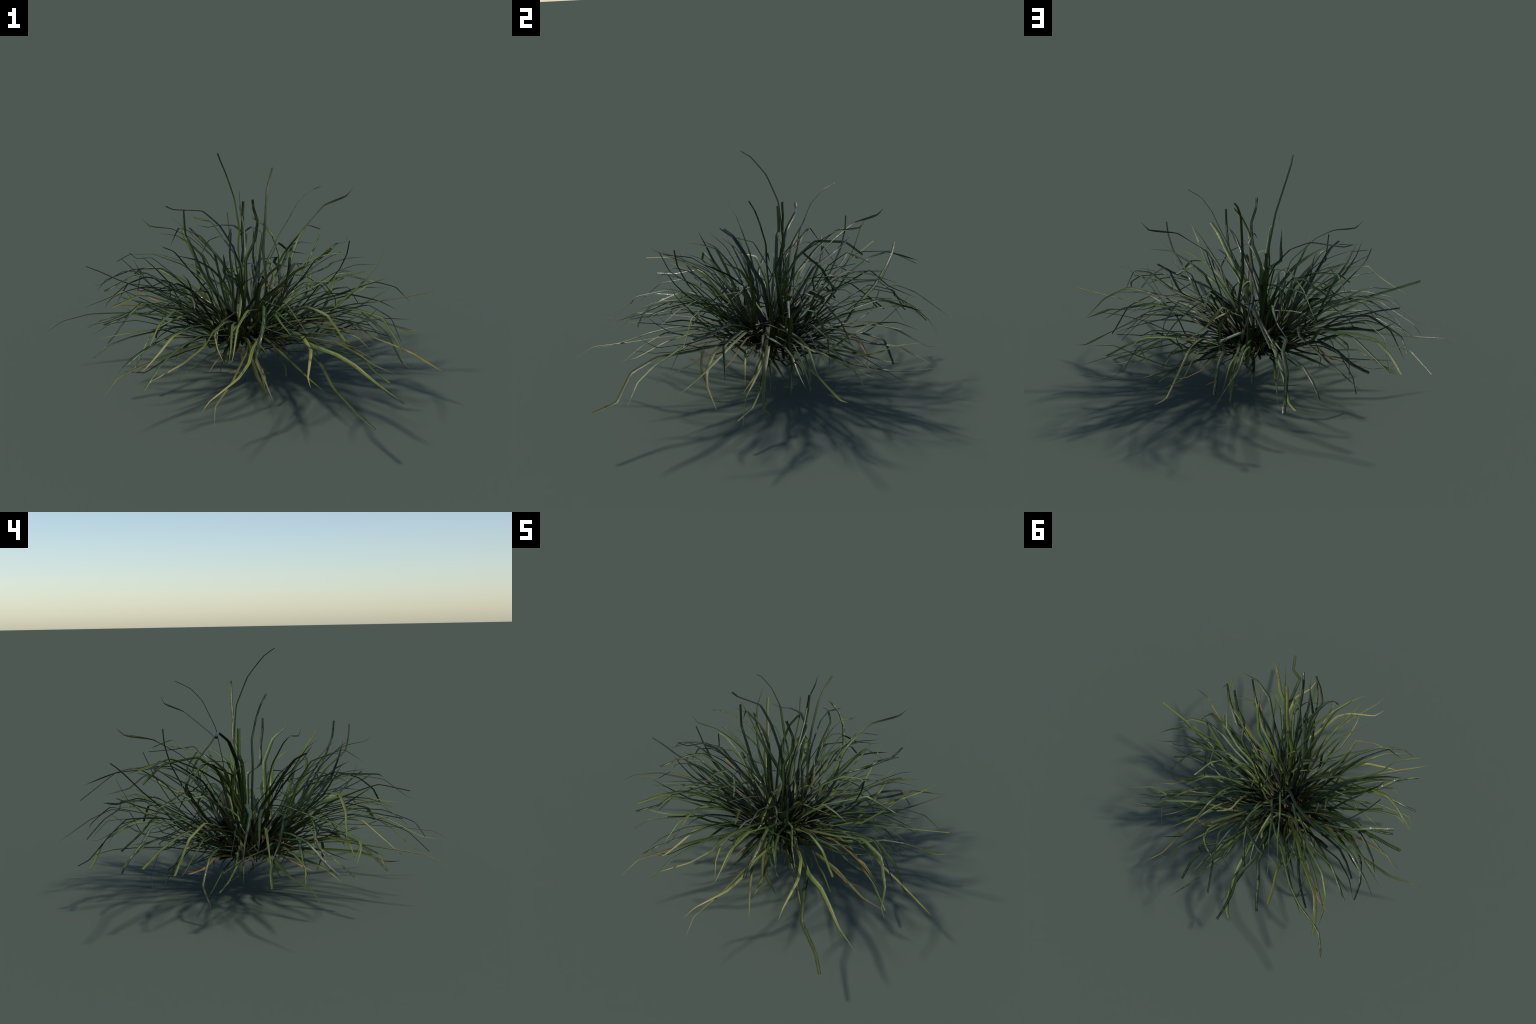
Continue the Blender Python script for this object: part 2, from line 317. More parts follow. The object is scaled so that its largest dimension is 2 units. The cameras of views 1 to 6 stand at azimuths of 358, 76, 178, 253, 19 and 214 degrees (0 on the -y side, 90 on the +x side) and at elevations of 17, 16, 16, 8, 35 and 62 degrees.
blade("green", "point", 0.015, (0.051, 0.019, 0.219), (0.099, -0.074, 0.302), (0.125, -0.158, 0.435), (0.165, -0.267, 0.488), (0.166, -0.396, 0.516), (0.196, -0.526, 0.511), (0.248, -0.650, 0.489))
blade("green", "point", 0.015, (0.065, 0.008, 0.205), (0.073, -0.093, 0.307), (0.131, -0.194, 0.382), (0.144, -0.293, 0.453), (0.174, -0.410, 0.528), (0.201, -0.536, 0.544), (0.252, -0.650, 0.542))
blade("mottled", "cut", 0.015, (0.067, 0.013, 0.231), (0.039, -0.078, 0.328), (0.082, -0.210, 0.391), (0.106, -0.315, 0.442), (0.137, -0.464, 0.460), (0.198, -0.582, 0.485), (0.275, -0.690, 0.508))
blade("dark", "point", 0.017, (0.005, -0.057, 0.191), (0.006, -0.146, 0.271), (0.031, -0.224, 0.378), (0.067, -0.319, 0.467), (0.108, -0.395, 0.534), (0.169, -0.458, 0.619), (0.220, -0.506, 0.708))
blade("mottled", "point", 0.015, (-0.020, -0.008, 0.212), (0.003, -0.099, 0.325), (0.049, -0.192, 0.391), (0.084, -0.266, 0.495), (0.134, -0.347, 0.587), (0.175, -0.448, 0.660), (0.235, -0.548, 0.705))
blade("straw", "point", 0.018, (0.082, -0.029, 0.211), (0.142, -0.115, 0.273), (0.198, -0.197, 0.368), (0.240, -0.305, 0.398), (0.303, -0.410, 0.405), (0.334, -0.543, 0.392), (0.311, -0.692, 0.322), (0.317, -0.782, 0.318), wild=0.3)
blade("mottled", "cut", 0.016, (0.047, 0.000, 0.195), (0.075, -0.081, 0.286), (0.106, -0.168, 0.348), (0.150, -0.257, 0.443), (0.180, -0.332, 0.525), (0.213, -0.400, 0.618), (0.224, -0.449, 0.728), (0.227, -0.458, 0.807), wild=0.3)
blade("mottled", "cut", 0.013, (0.063, 0.008, 0.221), (0.120, -0.082, 0.306), (0.155, -0.214, 0.315), (0.176, -0.333, 0.381), (0.244, -0.444, 0.427), (0.291, -0.560, 0.470), (0.355, -0.668, 0.514))
blade("mottled", "point", 0.013, (0.052, 0.030, 0.214), (0.090, -0.052, 0.311), (0.120, -0.162, 0.408), (0.153, -0.224, 0.481), (0.223, -0.346, 0.549), (0.268, -0.471, 0.516), (0.331, -0.584, 0.458))
blade("dark", "point", 0.009, (0.069, -0.024, 0.218), (0.124, -0.137, 0.284), (0.178, -0.281, 0.348), (0.219, -0.428, 0.366), (0.285, -0.516, 0.422), (0.307, -0.583, 0.481), (0.360, -0.646, 0.563))
blade("olive", "point", 0.015, (0.041, 0.027, 0.205), (0.084, -0.080, 0.277), (0.130, -0.186, 0.309), (0.194, -0.275, 0.280), (0.280, -0.400, 0.245), (0.339, -0.514, 0.231), (0.402, -0.623, 0.219))
blade("olive", "cut", 0.023, (0.098, -0.059, 0.217), (0.164, -0.188, 0.270), (0.229, -0.334, 0.298), (0.338, -0.406, 0.327), (0.379, -0.593, 0.338), (0.417, -0.725, 0.296), (0.525, -0.812, 0.205), (0.582, -0.924, 0.197), wild=0.3)
blade("olive", "cut", 0.023, (0.058, -0.041, 0.218), (0.085, -0.083, 0.313), (0.106, -0.129, 0.394), (0.122, -0.178, 0.482), (0.180, -0.221, 0.565), (0.224, -0.275, 0.630), (0.262, -0.334, 0.698), (0.306, -0.395, 0.744), wild=0.3)
blade("olive", "point", 0.013, (0.078, -0.064, 0.223), (0.112, -0.127, 0.333), (0.224, -0.206, 0.425), (0.248, -0.287, 0.515), (0.314, -0.385, 0.587), (0.378, -0.486, 0.656), (0.424, -0.556, 0.686))
blade("olive", "point", 0.009, (0.152, 0.026, 0.206), (0.224, -0.082, 0.269), (0.303, -0.230, 0.344), (0.383, -0.357, 0.347), (0.447, -0.483, 0.413), (0.516, -0.609, 0.438), (0.544, -0.700, 0.515))
blade("olive", "point", 0.025, (0.061, 0.000, 0.213), (0.163, -0.156, 0.289), (0.263, -0.309, 0.362), (0.365, -0.468, 0.373), (0.452, -0.538, 0.368), (0.523, -0.626, 0.356), (0.604, -0.718, 0.320), (0.711, -0.782, 0.262), wild=0.3)
blade("olive", "cut", 0.015, (0.063, -0.032, 0.197), (0.131, -0.087, 0.298), (0.175, -0.190, 0.403), (0.250, -0.259, 0.471), (0.322, -0.350, 0.538), (0.414, -0.426, 0.518), (0.494, -0.484, 0.417))
# sector 4 of 8, from -x through -y
blade("bronze", "point", 0.009, (0.080, 0.038, 0.211), (0.166, -0.049, 0.252), (0.240, -0.153, 0.292), (0.351, -0.232, 0.320), (0.462, -0.349, 0.342), (0.556, -0.447, 0.370), (0.657, -0.506, 0.428))
blade("dark", "cut", 0.015, (0.052, 0.025, 0.204), (0.127, -0.038, 0.301), (0.211, -0.155, 0.378), (0.318, -0.227, 0.429), (0.419, -0.282, 0.458), (0.521, -0.364, 0.470), (0.607, -0.459, 0.486))
blade("green", "point", 0.020, (0.067, -0.032, 0.222), (0.146, -0.073, 0.347), (0.232, -0.083, 0.474), (0.322, -0.110, 0.601), (0.371, -0.174, 0.712), (0.402, -0.256, 0.764), (0.415, -0.273, 0.802))
blade("olive", "point", 0.019, (0.060, -0.043, 0.279), (0.227, -0.105, 0.354), (0.407, -0.150, 0.399), (0.560, -0.202, 0.471), (0.685, -0.299, 0.466), (0.751, -0.431, 0.389), (0.761, -0.520, 0.330), (0.793, -0.567, 0.316), wild=0.3)
blade("olive", "point", 0.016, (0.036, -0.032, 0.209), (0.081, -0.064, 0.295), (0.173, -0.090, 0.384), (0.241, -0.122, 0.511), (0.323, -0.151, 0.587), (0.415, -0.235, 0.618), (0.497, -0.319, 0.640))
blade("green", "point", 0.019, (0.104, -0.049, 0.203), (0.151, -0.123, 0.275), (0.248, -0.226, 0.361), (0.337, -0.287, 0.462), (0.429, -0.382, 0.528), (0.537, -0.418, 0.578), (0.646, -0.415, 0.585))
blade("mottled", "point", 0.012, (0.080, -0.011, 0.182), (0.200, -0.077, 0.218), (0.325, -0.120, 0.287), (0.449, -0.182, 0.320), (0.571, -0.228, 0.389), (0.625, -0.286, 0.459), (0.659, -0.356, 0.538))
blade("bronze", "point", 0.010, (0.118, -0.003, 0.197), (0.209, -0.041, 0.270), (0.307, -0.104, 0.357), (0.404, -0.166, 0.384), (0.496, -0.219, 0.382), (0.603, -0.283, 0.365), (0.698, -0.371, 0.339))
blade("straw", "point", 0.019, (0.077, -0.012, 0.184), (0.180, -0.092, 0.253), (0.273, -0.185, 0.310), (0.360, -0.277, 0.343), (0.470, -0.346, 0.351), (0.575, -0.401, 0.314), (0.640, -0.416, 0.271), (0.773, -0.403, 0.210), wild=0.3)
blade("mottled", "point", 0.018, (0.118, 0.000, 0.214), (0.260, -0.043, 0.299), (0.343, -0.109, 0.379), (0.515, -0.154, 0.444), (0.627, -0.236, 0.506), (0.723, -0.346, 0.482), (0.789, -0.361, 0.340))
blade("green", "cut", 0.015, (0.161, 0.033, 0.222), (0.286, -0.010, 0.221), (0.416, -0.072, 0.234), (0.480, -0.117, 0.216), (0.613, -0.161, 0.205), (0.680, -0.221, 0.149), (0.745, -0.307, 0.128))
blade("olive", "point", 0.022, (0.110, 0.022, 0.213), (0.189, -0.003, 0.311), (0.260, -0.025, 0.373), (0.379, -0.064, 0.339), (0.488, -0.114, 0.308), (0.584, -0.186, 0.252), (0.678, -0.262, 0.226))
blade("straw", "point", 0.015, (0.126, 0.064, 0.184), (0.205, 0.010, 0.245), (0.288, -0.050, 0.305), (0.381, -0.116, 0.337), (0.488, -0.194, 0.359), (0.592, -0.224, 0.329), (0.672, -0.249, 0.253))
blade("mottled", "cut", 0.016, (0.168, 0.029, 0.206), (0.260, 0.004, 0.309), (0.336, -0.022, 0.421), (0.404, -0.041, 0.532), (0.439, -0.130, 0.571), (0.495, -0.143, 0.657), (0.522, -0.166, 0.740), (0.530, -0.168, 0.807), wild=0.3)
blade("olive", "point", 0.013, (0.088, -0.003, 0.211), (0.203, -0.022, 0.274), (0.297, -0.046, 0.333), (0.416, -0.089, 0.394), (0.518, -0.122, 0.382), (0.600, -0.163, 0.346), (0.640, -0.201, 0.306))
blade("straw", "flag", 0.018, (0.102, 0.096, 0.228), (0.221, 0.011, 0.277), (0.338, -0.049, 0.354), (0.447, -0.084, 0.368), (0.590, -0.124, 0.358), (0.664, -0.177, 0.316), (0.855, -0.288, 0.279), (0.991, -0.338, 0.209), wild=0.3)
blade("green", "point", 0.015, (0.038, 0.125, 0.202), (0.120, 0.125, 0.330), (0.166, 0.111, 0.426), (0.251, 0.062, 0.544), (0.358, 0.060, 0.634), (0.467, 0.015, 0.684), (0.543, -0.097, 0.719))
blade("olive", "cut", 0.023, (0.068, 0.025, 0.219), (0.214, -0.028, 0.254), (0.368, -0.060, 0.309), (0.508, -0.115, 0.345), (0.618, -0.118, 0.415), (0.736, -0.172, 0.338), (0.813, -0.201, 0.197), (0.829, -0.179, 0.176), wild=0.3)
blade("mottled", "point", 0.015, (0.130, 0.064, 0.214), (0.210, 0.069, 0.319), (0.298, 0.041, 0.448), (0.393, 0.035, 0.500), (0.514, 0.014, 0.580), (0.683, -0.029, 0.552), (0.728, -0.100, 0.597))
blade("dark", "point", 0.015, (0.128, 0.059, 0.209), (0.258, 0.041, 0.248), (0.366, 0.020, 0.237), (0.494, 0.011, 0.260), (0.630, 0.009, 0.322), (0.756, -0.005, 0.350), (0.881, -0.032, 0.357))
blade("mottled", "point", 0.015, (0.140, 0.050, 0.209), (0.250, 0.035, 0.271), (0.331, 0.036, 0.317), (0.438, 0.002, 0.326), (0.563, 0.003, 0.325), (0.677, -0.004, 0.292), (0.788, 0.001, 0.256))
blade("olive", "cut", 0.014, (0.099, 0.043, 0.181), (0.207, 0.042, 0.244), (0.311, 0.022, 0.306), (0.447, 0.030, 0.370), (0.565, 0.015, 0.411), (0.691, 0.010, 0.431), (0.808, 0.005, 0.455), (0.971, -0.006, 0.495), wild=0.3)
blade("olive", "point", 0.019, (0.083, 0.068, 0.187), (0.124, 0.040, 0.206), (0.139, 0.039, 0.249), (0.166, 0.012, 0.228), (0.217, -0.013, 0.195), (0.269, 0.012, 0.145), (0.340, 0.037, 0.081))
blade("green", "point", 0.014, (0.044, 0.006, 0.207), (0.152, 0.032, 0.293), (0.229, 0.034, 0.377), (0.364, 0.051, 0.371), (0.491, 0.072, 0.373), (0.632, 0.042, 0.372), (0.714, 0.045, 0.291), (0.782, 0.023, 0.229), wild=0.3)
blade("mottled", "cut", 0.013, (0.143, 0.054, 0.232), (0.140, 0.087, 0.414), (0.140, 0.057, 0.618), (0.202, 0.092, 0.756), (0.246, 0.073, 0.839), (0.285, 0.070, 0.925), (0.336, 0.055, 0.990), (0.402, 0.038, 1.024), wild=0.3)
blade("green", "cut", 0.009, (0.086, -0.012, 0.213), (0.183, -0.006, 0.305), (0.307, 0.016, 0.325), (0.428, 0.009, 0.352), (0.563, 0.016, 0.382), (0.665, 0.030, 0.317), (0.751, 0.037, 0.226))
# sector 5 of 8, from -x through -y
blade("green", "point", 0.015, (0.148, 0.063, 0.205), (0.248, 0.047, 0.273), (0.361, 0.090, 0.348), (0.479, 0.073, 0.417), (0.589, 0.082, 0.443), (0.735, 0.074, 0.414), (0.836, 0.096, 0.358))
blade("straw", "flag", 0.017, (0.083, 0.069, 0.213), (0.205, 0.055, 0.281), (0.332, 0.047, 0.348), (0.478, 0.061, 0.381), (0.608, 0.071, 0.378), (0.768, 0.061, 0.299), (0.921, 0.120, 0.234), (0.970, 0.136, 0.241), wild=0.3)
blade("mottled", "point", 0.018, (0.111, 0.124, 0.224), (0.201, 0.169, 0.317), (0.279, 0.194, 0.430), (0.371, 0.225, 0.497), (0.470, 0.199, 0.551), (0.484, 0.125, 0.600), (0.562, 0.119, 0.629), (0.649, 0.111, 0.641), wild=0.3)
blade("green", "point", 0.015, (0.132, 0.018, 0.204), (0.278, 0.017, 0.309), (0.396, 0.040, 0.415), (0.554, 0.043, 0.476), (0.705, 0.064, 0.522), (0.818, 0.109, 0.480), (0.911, 0.138, 0.385))
blade("green", "point", 0.023, (0.141, -0.018, 0.172), (0.291, 0.022, 0.194), (0.417, 0.046, 0.248), (0.466, 0.021, 0.351), (0.559, 0.008, 0.458), (0.632, -0.013, 0.546), (0.700, 0.042, 0.612), (0.745, 0.130, 0.660), wild=0.3)
blade("olive", "cut", 0.015, (0.093, -0.010, 0.202), (0.192, 0.017, 0.205), (0.355, 0.029, 0.186), (0.467, 0.062, 0.265), (0.587, 0.083, 0.254), (0.706, 0.108, 0.233), (0.812, 0.152, 0.186))
blade("mottled", "point", 0.013, (0.092, 0.088, 0.189), (0.190, 0.087, 0.284), (0.294, 0.089, 0.339), (0.369, 0.098, 0.406), (0.488, 0.121, 0.436), (0.600, 0.150, 0.422), (0.706, 0.211, 0.381))
blade("dark", "point", 0.010, (0.077, 0.063, 0.207), (0.195, 0.076, 0.300), (0.259, 0.137, 0.380), (0.385, 0.191, 0.439), (0.498, 0.207, 0.516), (0.615, 0.236, 0.557), (0.740, 0.244, 0.559))
blade("green", "point", 0.015, (0.059, 0.081, 0.186), (0.146, 0.108, 0.295), (0.238, 0.127, 0.388), (0.322, 0.128, 0.457), (0.444, 0.155, 0.487), (0.517, 0.198, 0.381), (0.536, 0.197, 0.227))
blade("olive", "cut", 0.015, (0.083, 0.015, 0.216), (0.202, 0.079, 0.252), (0.311, 0.144, 0.290), (0.418, 0.190, 0.319), (0.541, 0.230, 0.295), (0.654, 0.274, 0.251), (0.763, 0.278, 0.218))
blade("straw", "point", 0.016, (0.158, 0.005, 0.192), (0.293, 0.063, 0.238), (0.402, 0.139, 0.279), (0.516, 0.176, 0.290), (0.606, 0.254, 0.253), (0.693, 0.332, 0.227), (0.756, 0.366, 0.233))
blade("mottled", "point", 0.014, (0.070, 0.060, 0.222), (0.122, 0.096, 0.346), (0.178, 0.119, 0.440), (0.257, 0.175, 0.519), (0.364, 0.237, 0.486), (0.458, 0.289, 0.412), (0.533, 0.315, 0.308))
blade("mottled", "point", 0.015, (0.057, 0.088, 0.208), (0.196, 0.163, 0.253), (0.316, 0.199, 0.279), (0.422, 0.250, 0.257), (0.557, 0.318, 0.261), (0.674, 0.377, 0.228), (0.751, 0.446, 0.195))
blade("green", "flag", 0.015, (0.137, 0.131, 0.211), (0.143, 0.270, 0.362), (0.206, 0.342, 0.496), (0.254, 0.269, 0.627), (0.307, 0.152, 0.742), (0.441, 0.278, 0.867), (0.566, 0.356, 0.900), (0.601, 0.365, 0.945), wild=0.3)
blade("straw", "point", 0.015, (0.109, 0.079, 0.183), (0.202, 0.166, 0.237), (0.351, 0.257, 0.240), (0.434, 0.315, 0.326), (0.567, 0.402, 0.329), (0.682, 0.488, 0.345), (0.871, 0.574, 0.315))
blade("olive", "point", 0.014, (0.111, 0.116, 0.212), (0.241, 0.206, 0.224), (0.362, 0.311, 0.232), (0.483, 0.406, 0.238), (0.622, 0.433, 0.305), (0.727, 0.460, 0.368), (0.819, 0.551, 0.404))
blade("mottled", "cut", 0.015, (0.109, 0.079, 0.183), (0.201, 0.143, 0.230), (0.308, 0.237, 0.289), (0.435, 0.298, 0.337), (0.518, 0.367, 0.372), (0.616, 0.446, 0.360), (0.679, 0.464, 0.258))
blade("green", "cut", 0.011, (0.101, 0.112, 0.215), (0.199, 0.184, 0.249), (0.287, 0.245, 0.338), (0.404, 0.311, 0.359), (0.491, 0.389, 0.405), (0.597, 0.459, 0.420), (0.709, 0.492, 0.436))
blade("olive", "point", 0.015, (0.086, 0.050, 0.189), (0.211, 0.151, 0.194), (0.347, 0.265, 0.211), (0.457, 0.332, 0.193), (0.602, 0.456, 0.197), (0.696, 0.520, 0.220), (0.878, 0.629, 0.294))
blade("mottled", "cut", 0.015, (0.155, 0.028, 0.239), (0.231, 0.143, 0.368), (0.300, 0.251, 0.504), (0.422, 0.283, 0.566), (0.486, 0.199, 0.657), (0.508, 0.216, 0.677), (0.566, 0.300, 0.659), (0.592, 0.441, 0.650), wild=0.3)
blade("mottled", "point", 0.015, (0.076, 0.050, 0.210), (0.196, 0.119, 0.279), (0.300, 0.183, 0.339), (0.377, 0.305, 0.281), (0.437, 0.386, 0.226), (0.537, 0.467, 0.178), (0.659, 0.538, 0.144))
blade("mottled", "cut", 0.013, (0.157, 0.070, 0.200), (0.198, 0.110, 0.271), (0.264, 0.131, 0.377), (0.310, 0.185, 0.457), (0.345, 0.198, 0.543), (0.381, 0.175, 0.630), (0.414, 0.245, 0.675), (0.438, 0.373, 0.695), wild=0.3)
blade("straw", "point", 0.017, (0.119, 0.060, 0.182), (0.212, 0.114, 0.219), (0.299, 0.183, 0.241), (0.394, 0.230, 0.297), (0.463, 0.315, 0.280), (0.506, 0.413, 0.237), (0.562, 0.482, 0.223), (0.606, 0.533, 0.232), wild=0.3)
blade("mottled", "cut", 0.010, (0.093, 0.140, 0.206), (0.162, 0.195, 0.292), (0.218, 0.266, 0.374), (0.335, 0.306, 0.445), (0.427, 0.387, 0.502), (0.499, 0.434, 0.536), (0.569, 0.503, 0.542))
blade("bronze", "point", 0.012, (0.070, 0.130, 0.218), (0.126, 0.199, 0.266), (0.154, 0.289, 0.288), (0.227, 0.369, 0.291), (0.309, 0.430, 0.237), (0.392, 0.441, 0.198), (0.459, 0.409, 0.176))
blade("green", "point", 0.015, (0.091, 0.161, 0.220), (0.191, 0.250, 0.265), (0.280, 0.325, 0.333), (0.408, 0.369, 0.363), (0.496, 0.439, 0.403), (0.592, 0.517, 0.431), (0.655, 0.603, 0.401))
blade("green", "cut", 0.015, (0.163, 0.062, 0.212), (0.203, 0.107, 0.324), (0.222, 0.176, 0.448), (0.276, 0.229, 0.564), (0.309, 0.282, 0.663), (0.363, 0.362, 0.736), (0.441, 0.444, 0.692))
# sector 6 of 8, from -x through -y
blade("olive", "point", 0.017, (0.138, 0.105, 0.200), (0.311, 0.147, 0.228), (0.437, 0.211, 0.261), (0.495, 0.303, 0.345), (0.533, 0.420, 0.421), (0.601, 0.524, 0.390), (0.546, 0.614, 0.325))
blade("green", "point", 0.015, (0.120, 0.052, 0.216), (0.154, 0.100, 0.322), (0.175, 0.197, 0.451), (0.239, 0.273, 0.540), (0.280, 0.384, 0.614), (0.352, 0.485, 0.604), (0.418, 0.593, 0.565))
blade("mottled", "flag", 0.015, (0.097, 0.128, 0.197), (0.158, 0.225, 0.282), (0.196, 0.311, 0.351), (0.277, 0.437, 0.418), (0.319, 0.545, 0.459), (0.373, 0.650, 0.424), (0.465, 0.707, 0.420))
blade("green", "point", 0.017, (0.132, 0.018, 0.210), (0.196, 0.121, 0.246), (0.279, 0.223, 0.258), (0.330, 0.318, 0.288), (0.386, 0.441, 0.321), (0.411, 0.528, 0.382), (0.422, 0.603, 0.446), (0.427, 0.659, 0.502), wild=0.3)
blade("olive", "point", 0.014, (0.045, 0.152, 0.215), (0.120, 0.291, 0.289), (0.210, 0.406, 0.356), (0.273, 0.560, 0.396), (0.333, 0.689, 0.421), (0.385, 0.775, 0.338), (0.484, 0.781, 0.287))
blade("straw", "point", 0.013, (0.149, 0.017, 0.204), (0.215, 0.135, 0.261), (0.257, 0.221, 0.316), (0.328, 0.346, 0.359), (0.369, 0.465, 0.367), (0.404, 0.588, 0.318), (0.463, 0.737, 0.227), (0.509, 0.834, 0.240), wild=0.3)
blade("olive", "point", 0.015, (0.041, 0.127, 0.228), (0.079, 0.227, 0.320), (0.118, 0.302, 0.452), (0.175, 0.418, 0.516), (0.221, 0.526, 0.587), (0.293, 0.596, 0.512), (0.404, 0.699, 0.471))
blade("bronze", "point", 0.010, (0.099, 0.135, 0.183), (0.116, 0.219, 0.225), (0.131, 0.301, 0.241), (0.154, 0.375, 0.246), (0.171, 0.444, 0.220), (0.232, 0.492, 0.214), (0.294, 0.542, 0.205), (0.325, 0.572, 0.227), wild=0.3)
blade("mottled", "cut", 0.016, (0.058, 0.092, 0.196), (0.145, 0.141, 0.323), (0.211, 0.181, 0.369), (0.271, 0.242, 0.518), (0.284, 0.328, 0.584), (0.292, 0.441, 0.609), (0.300, 0.559, 0.597))
blade("green", "cut", 0.013, (0.123, 0.122, 0.221), (0.139, 0.144, 0.373), (0.149, 0.141, 0.493), (0.127, 0.163, 0.645), (0.134, 0.193, 0.809), (0.140, 0.254, 0.942), (0.156, 0.308, 1.003), (0.171, 0.379, 1.039), wild=0.3)
blade("olive", "point", 0.017, (0.067, 0.095, 0.235), (0.078, 0.137, 0.318), (0.120, 0.166, 0.329), (0.168, 0.223, 0.223), (0.183, 0.263, 0.172), (0.182, 0.355, 0.114), (0.187, 0.435, 0.071))
blade("mottled", "cut", 0.018, (0.074, 0.185, 0.253), (0.089, 0.363, 0.361), (0.122, 0.554, 0.476), (0.226, 0.646, 0.464), (0.221, 0.655, 0.458), (0.207, 0.657, 0.430), (0.235, 0.731, 0.382), (0.249, 0.819, 0.285), wild=0.3)
blade("mottled", "fine", 0.019, (0.057, 0.122, 0.185), (0.095, 0.269, 0.237), (0.126, 0.459, 0.275), (0.105, 0.579, 0.323), (0.091, 0.631, 0.439), (0.114, 0.715, 0.450), (0.138, 0.809, 0.406), (0.247, 0.954, 0.285), wild=0.3)
blade("olive", "point", 0.013, (0.027, 0.112, 0.190), (0.044, 0.233, 0.253), (0.083, 0.367, 0.291), (0.143, 0.479, 0.390), (0.149, 0.601, 0.391), (0.182, 0.726, 0.385), (0.213, 0.805, 0.290))
blade("olive", "point", 0.015, (0.060, 0.081, 0.189), (0.077, 0.169, 0.264), (0.104, 0.329, 0.319), (0.088, 0.419, 0.383), (0.125, 0.553, 0.396), (0.147, 0.671, 0.369), (0.192, 0.732, 0.256))
blade("olive", "point", 0.009, (0.057, 0.078, 0.198), (0.113, 0.165, 0.242), (0.107, 0.257, 0.271), (0.146, 0.384, 0.255), (0.168, 0.481, 0.214), (0.183, 0.523, 0.103), (0.130, 0.525, 0.006))
blade("dark", "flag", 0.015, (0.122, 0.091, 0.217), (0.110, 0.183, 0.350), (0.105, 0.268, 0.444), (0.081, 0.387, 0.549), (0.086, 0.519, 0.647), (0.090, 0.660, 0.636), (0.123, 0.833, 0.573))
blade("mottled", "cut", 0.018, (0.141, 0.131, 0.178), (0.184, 0.255, 0.249), (0.238, 0.373, 0.312), (0.232, 0.448, 0.411), (0.233, 0.548, 0.505), (0.197, 0.628, 0.591), (0.151, 0.678, 0.640), (0.076, 0.720, 0.675), wild=0.3)
blade("olive", "point", 0.008, (0.040, 0.105, 0.195), (0.047, 0.243, 0.261), (0.083, 0.377, 0.309), (0.111, 0.507, 0.374), (0.106, 0.628, 0.478), (0.104, 0.692, 0.596), (0.060, 0.675, 0.634))
# sector 7 of 8, from -x through -y
blade("mottled", "cut", 0.014, (0.045, 0.157, 0.208), (0.077, 0.253, 0.311), (0.111, 0.360, 0.434), (0.120, 0.447, 0.548), (0.136, 0.562, 0.626), (0.077, 0.694, 0.628), (0.005, 0.868, 0.522))
blade("green", "cut", 0.018, (0.086, 0.147, 0.206), (0.080, 0.210, 0.284), (0.049, 0.272, 0.385), (0.034, 0.342, 0.470), (0.030, 0.394, 0.562), (0.020, 0.445, 0.657), (0.021, 0.473, 0.757), (0.022, 0.477, 0.830), wild=0.3)
blade("mottled", "flag", 0.016, (0.046, 0.081, 0.230), (0.032, 0.138, 0.364), (0.023, 0.222, 0.494), (0.034, 0.287, 0.610), (0.028, 0.399, 0.707), (0.006, 0.525, 0.783), (0.001, 0.658, 0.810), (0.002, 0.694, 0.845), wild=0.3)
blade("olive", "point", 0.013, (-0.026, 0.120, 0.191), (-0.010, 0.244, 0.218), (-0.025, 0.346, 0.248), (-0.026, 0.473, 0.278), (-0.024, 0.606, 0.287), (-0.027, 0.732, 0.289), (-0.028, 0.861, 0.264))
blade("mottled", "cut", 0.015, (0.128, 0.129, 0.237), (0.109, 0.176, 0.378), (0.079, 0.239, 0.513), (0.079, 0.357, 0.517), (0.023, 0.491, 0.462), (-0.049, 0.600, 0.363), (-0.028, 0.696, 0.277))
blade("mottled", "cut", 0.019, (0.019, 0.170, 0.204), (-0.014, 0.282, 0.312), (-0.050, 0.415, 0.404), (-0.074, 0.539, 0.430), (-0.054, 0.671, 0.432), (-0.071, 0.759, 0.359), (-0.060, 0.847, 0.257), (-0.054, 0.897, 0.233), wild=0.3)
blade("olive", "cut", 0.019, (0.025, 0.144, 0.206), (0.029, 0.258, 0.274), (0.018, 0.387, 0.358), (-0.005, 0.508, 0.397), (-0.022, 0.621, 0.403), (-0.057, 0.772, 0.347), (-0.078, 0.826, 0.248), (-0.107, 0.851, 0.225), wild=0.3)
blade("green", "cut", 0.015, (-0.024, 0.017, 0.207), (-0.017, 0.081, 0.344), (-0.029, 0.136, 0.495), (-0.048, 0.224, 0.616), (-0.042, 0.325, 0.696), (-0.041, 0.492, 0.672), (-0.059, 0.592, 0.586))
blade("olive", "cut", 0.009, (0.042, 0.128, 0.198), (0.050, 0.219, 0.267), (0.012, 0.302, 0.357), (-0.007, 0.388, 0.417), (-0.047, 0.475, 0.517), (-0.047, 0.537, 0.623), (-0.064, 0.587, 0.737))
blade("mottled", "point", 0.015, (0.031, 0.133, 0.195), (0.023, 0.142, 0.296), (0.009, 0.208, 0.421), (-0.016, 0.264, 0.507), (-0.019, 0.360, 0.498), (-0.036, 0.483, 0.481), (-0.080, 0.590, 0.450))
blade("mottled", "cut", 0.019, (-0.007, 0.128, 0.184), (-0.023, 0.258, 0.242), (-0.050, 0.390, 0.300), (-0.076, 0.497, 0.339), (-0.144, 0.596, 0.330), (-0.190, 0.680, 0.282), (-0.218, 0.727, 0.219))
blade("olive", "flag", 0.017, (0.032, 0.056, 0.236), (0.013, 0.113, 0.431), (0.018, 0.205, 0.559), (-0.071, 0.333, 0.642), (-0.150, 0.479, 0.711), (-0.244, 0.642, 0.682), (-0.282, 0.683, 0.704))
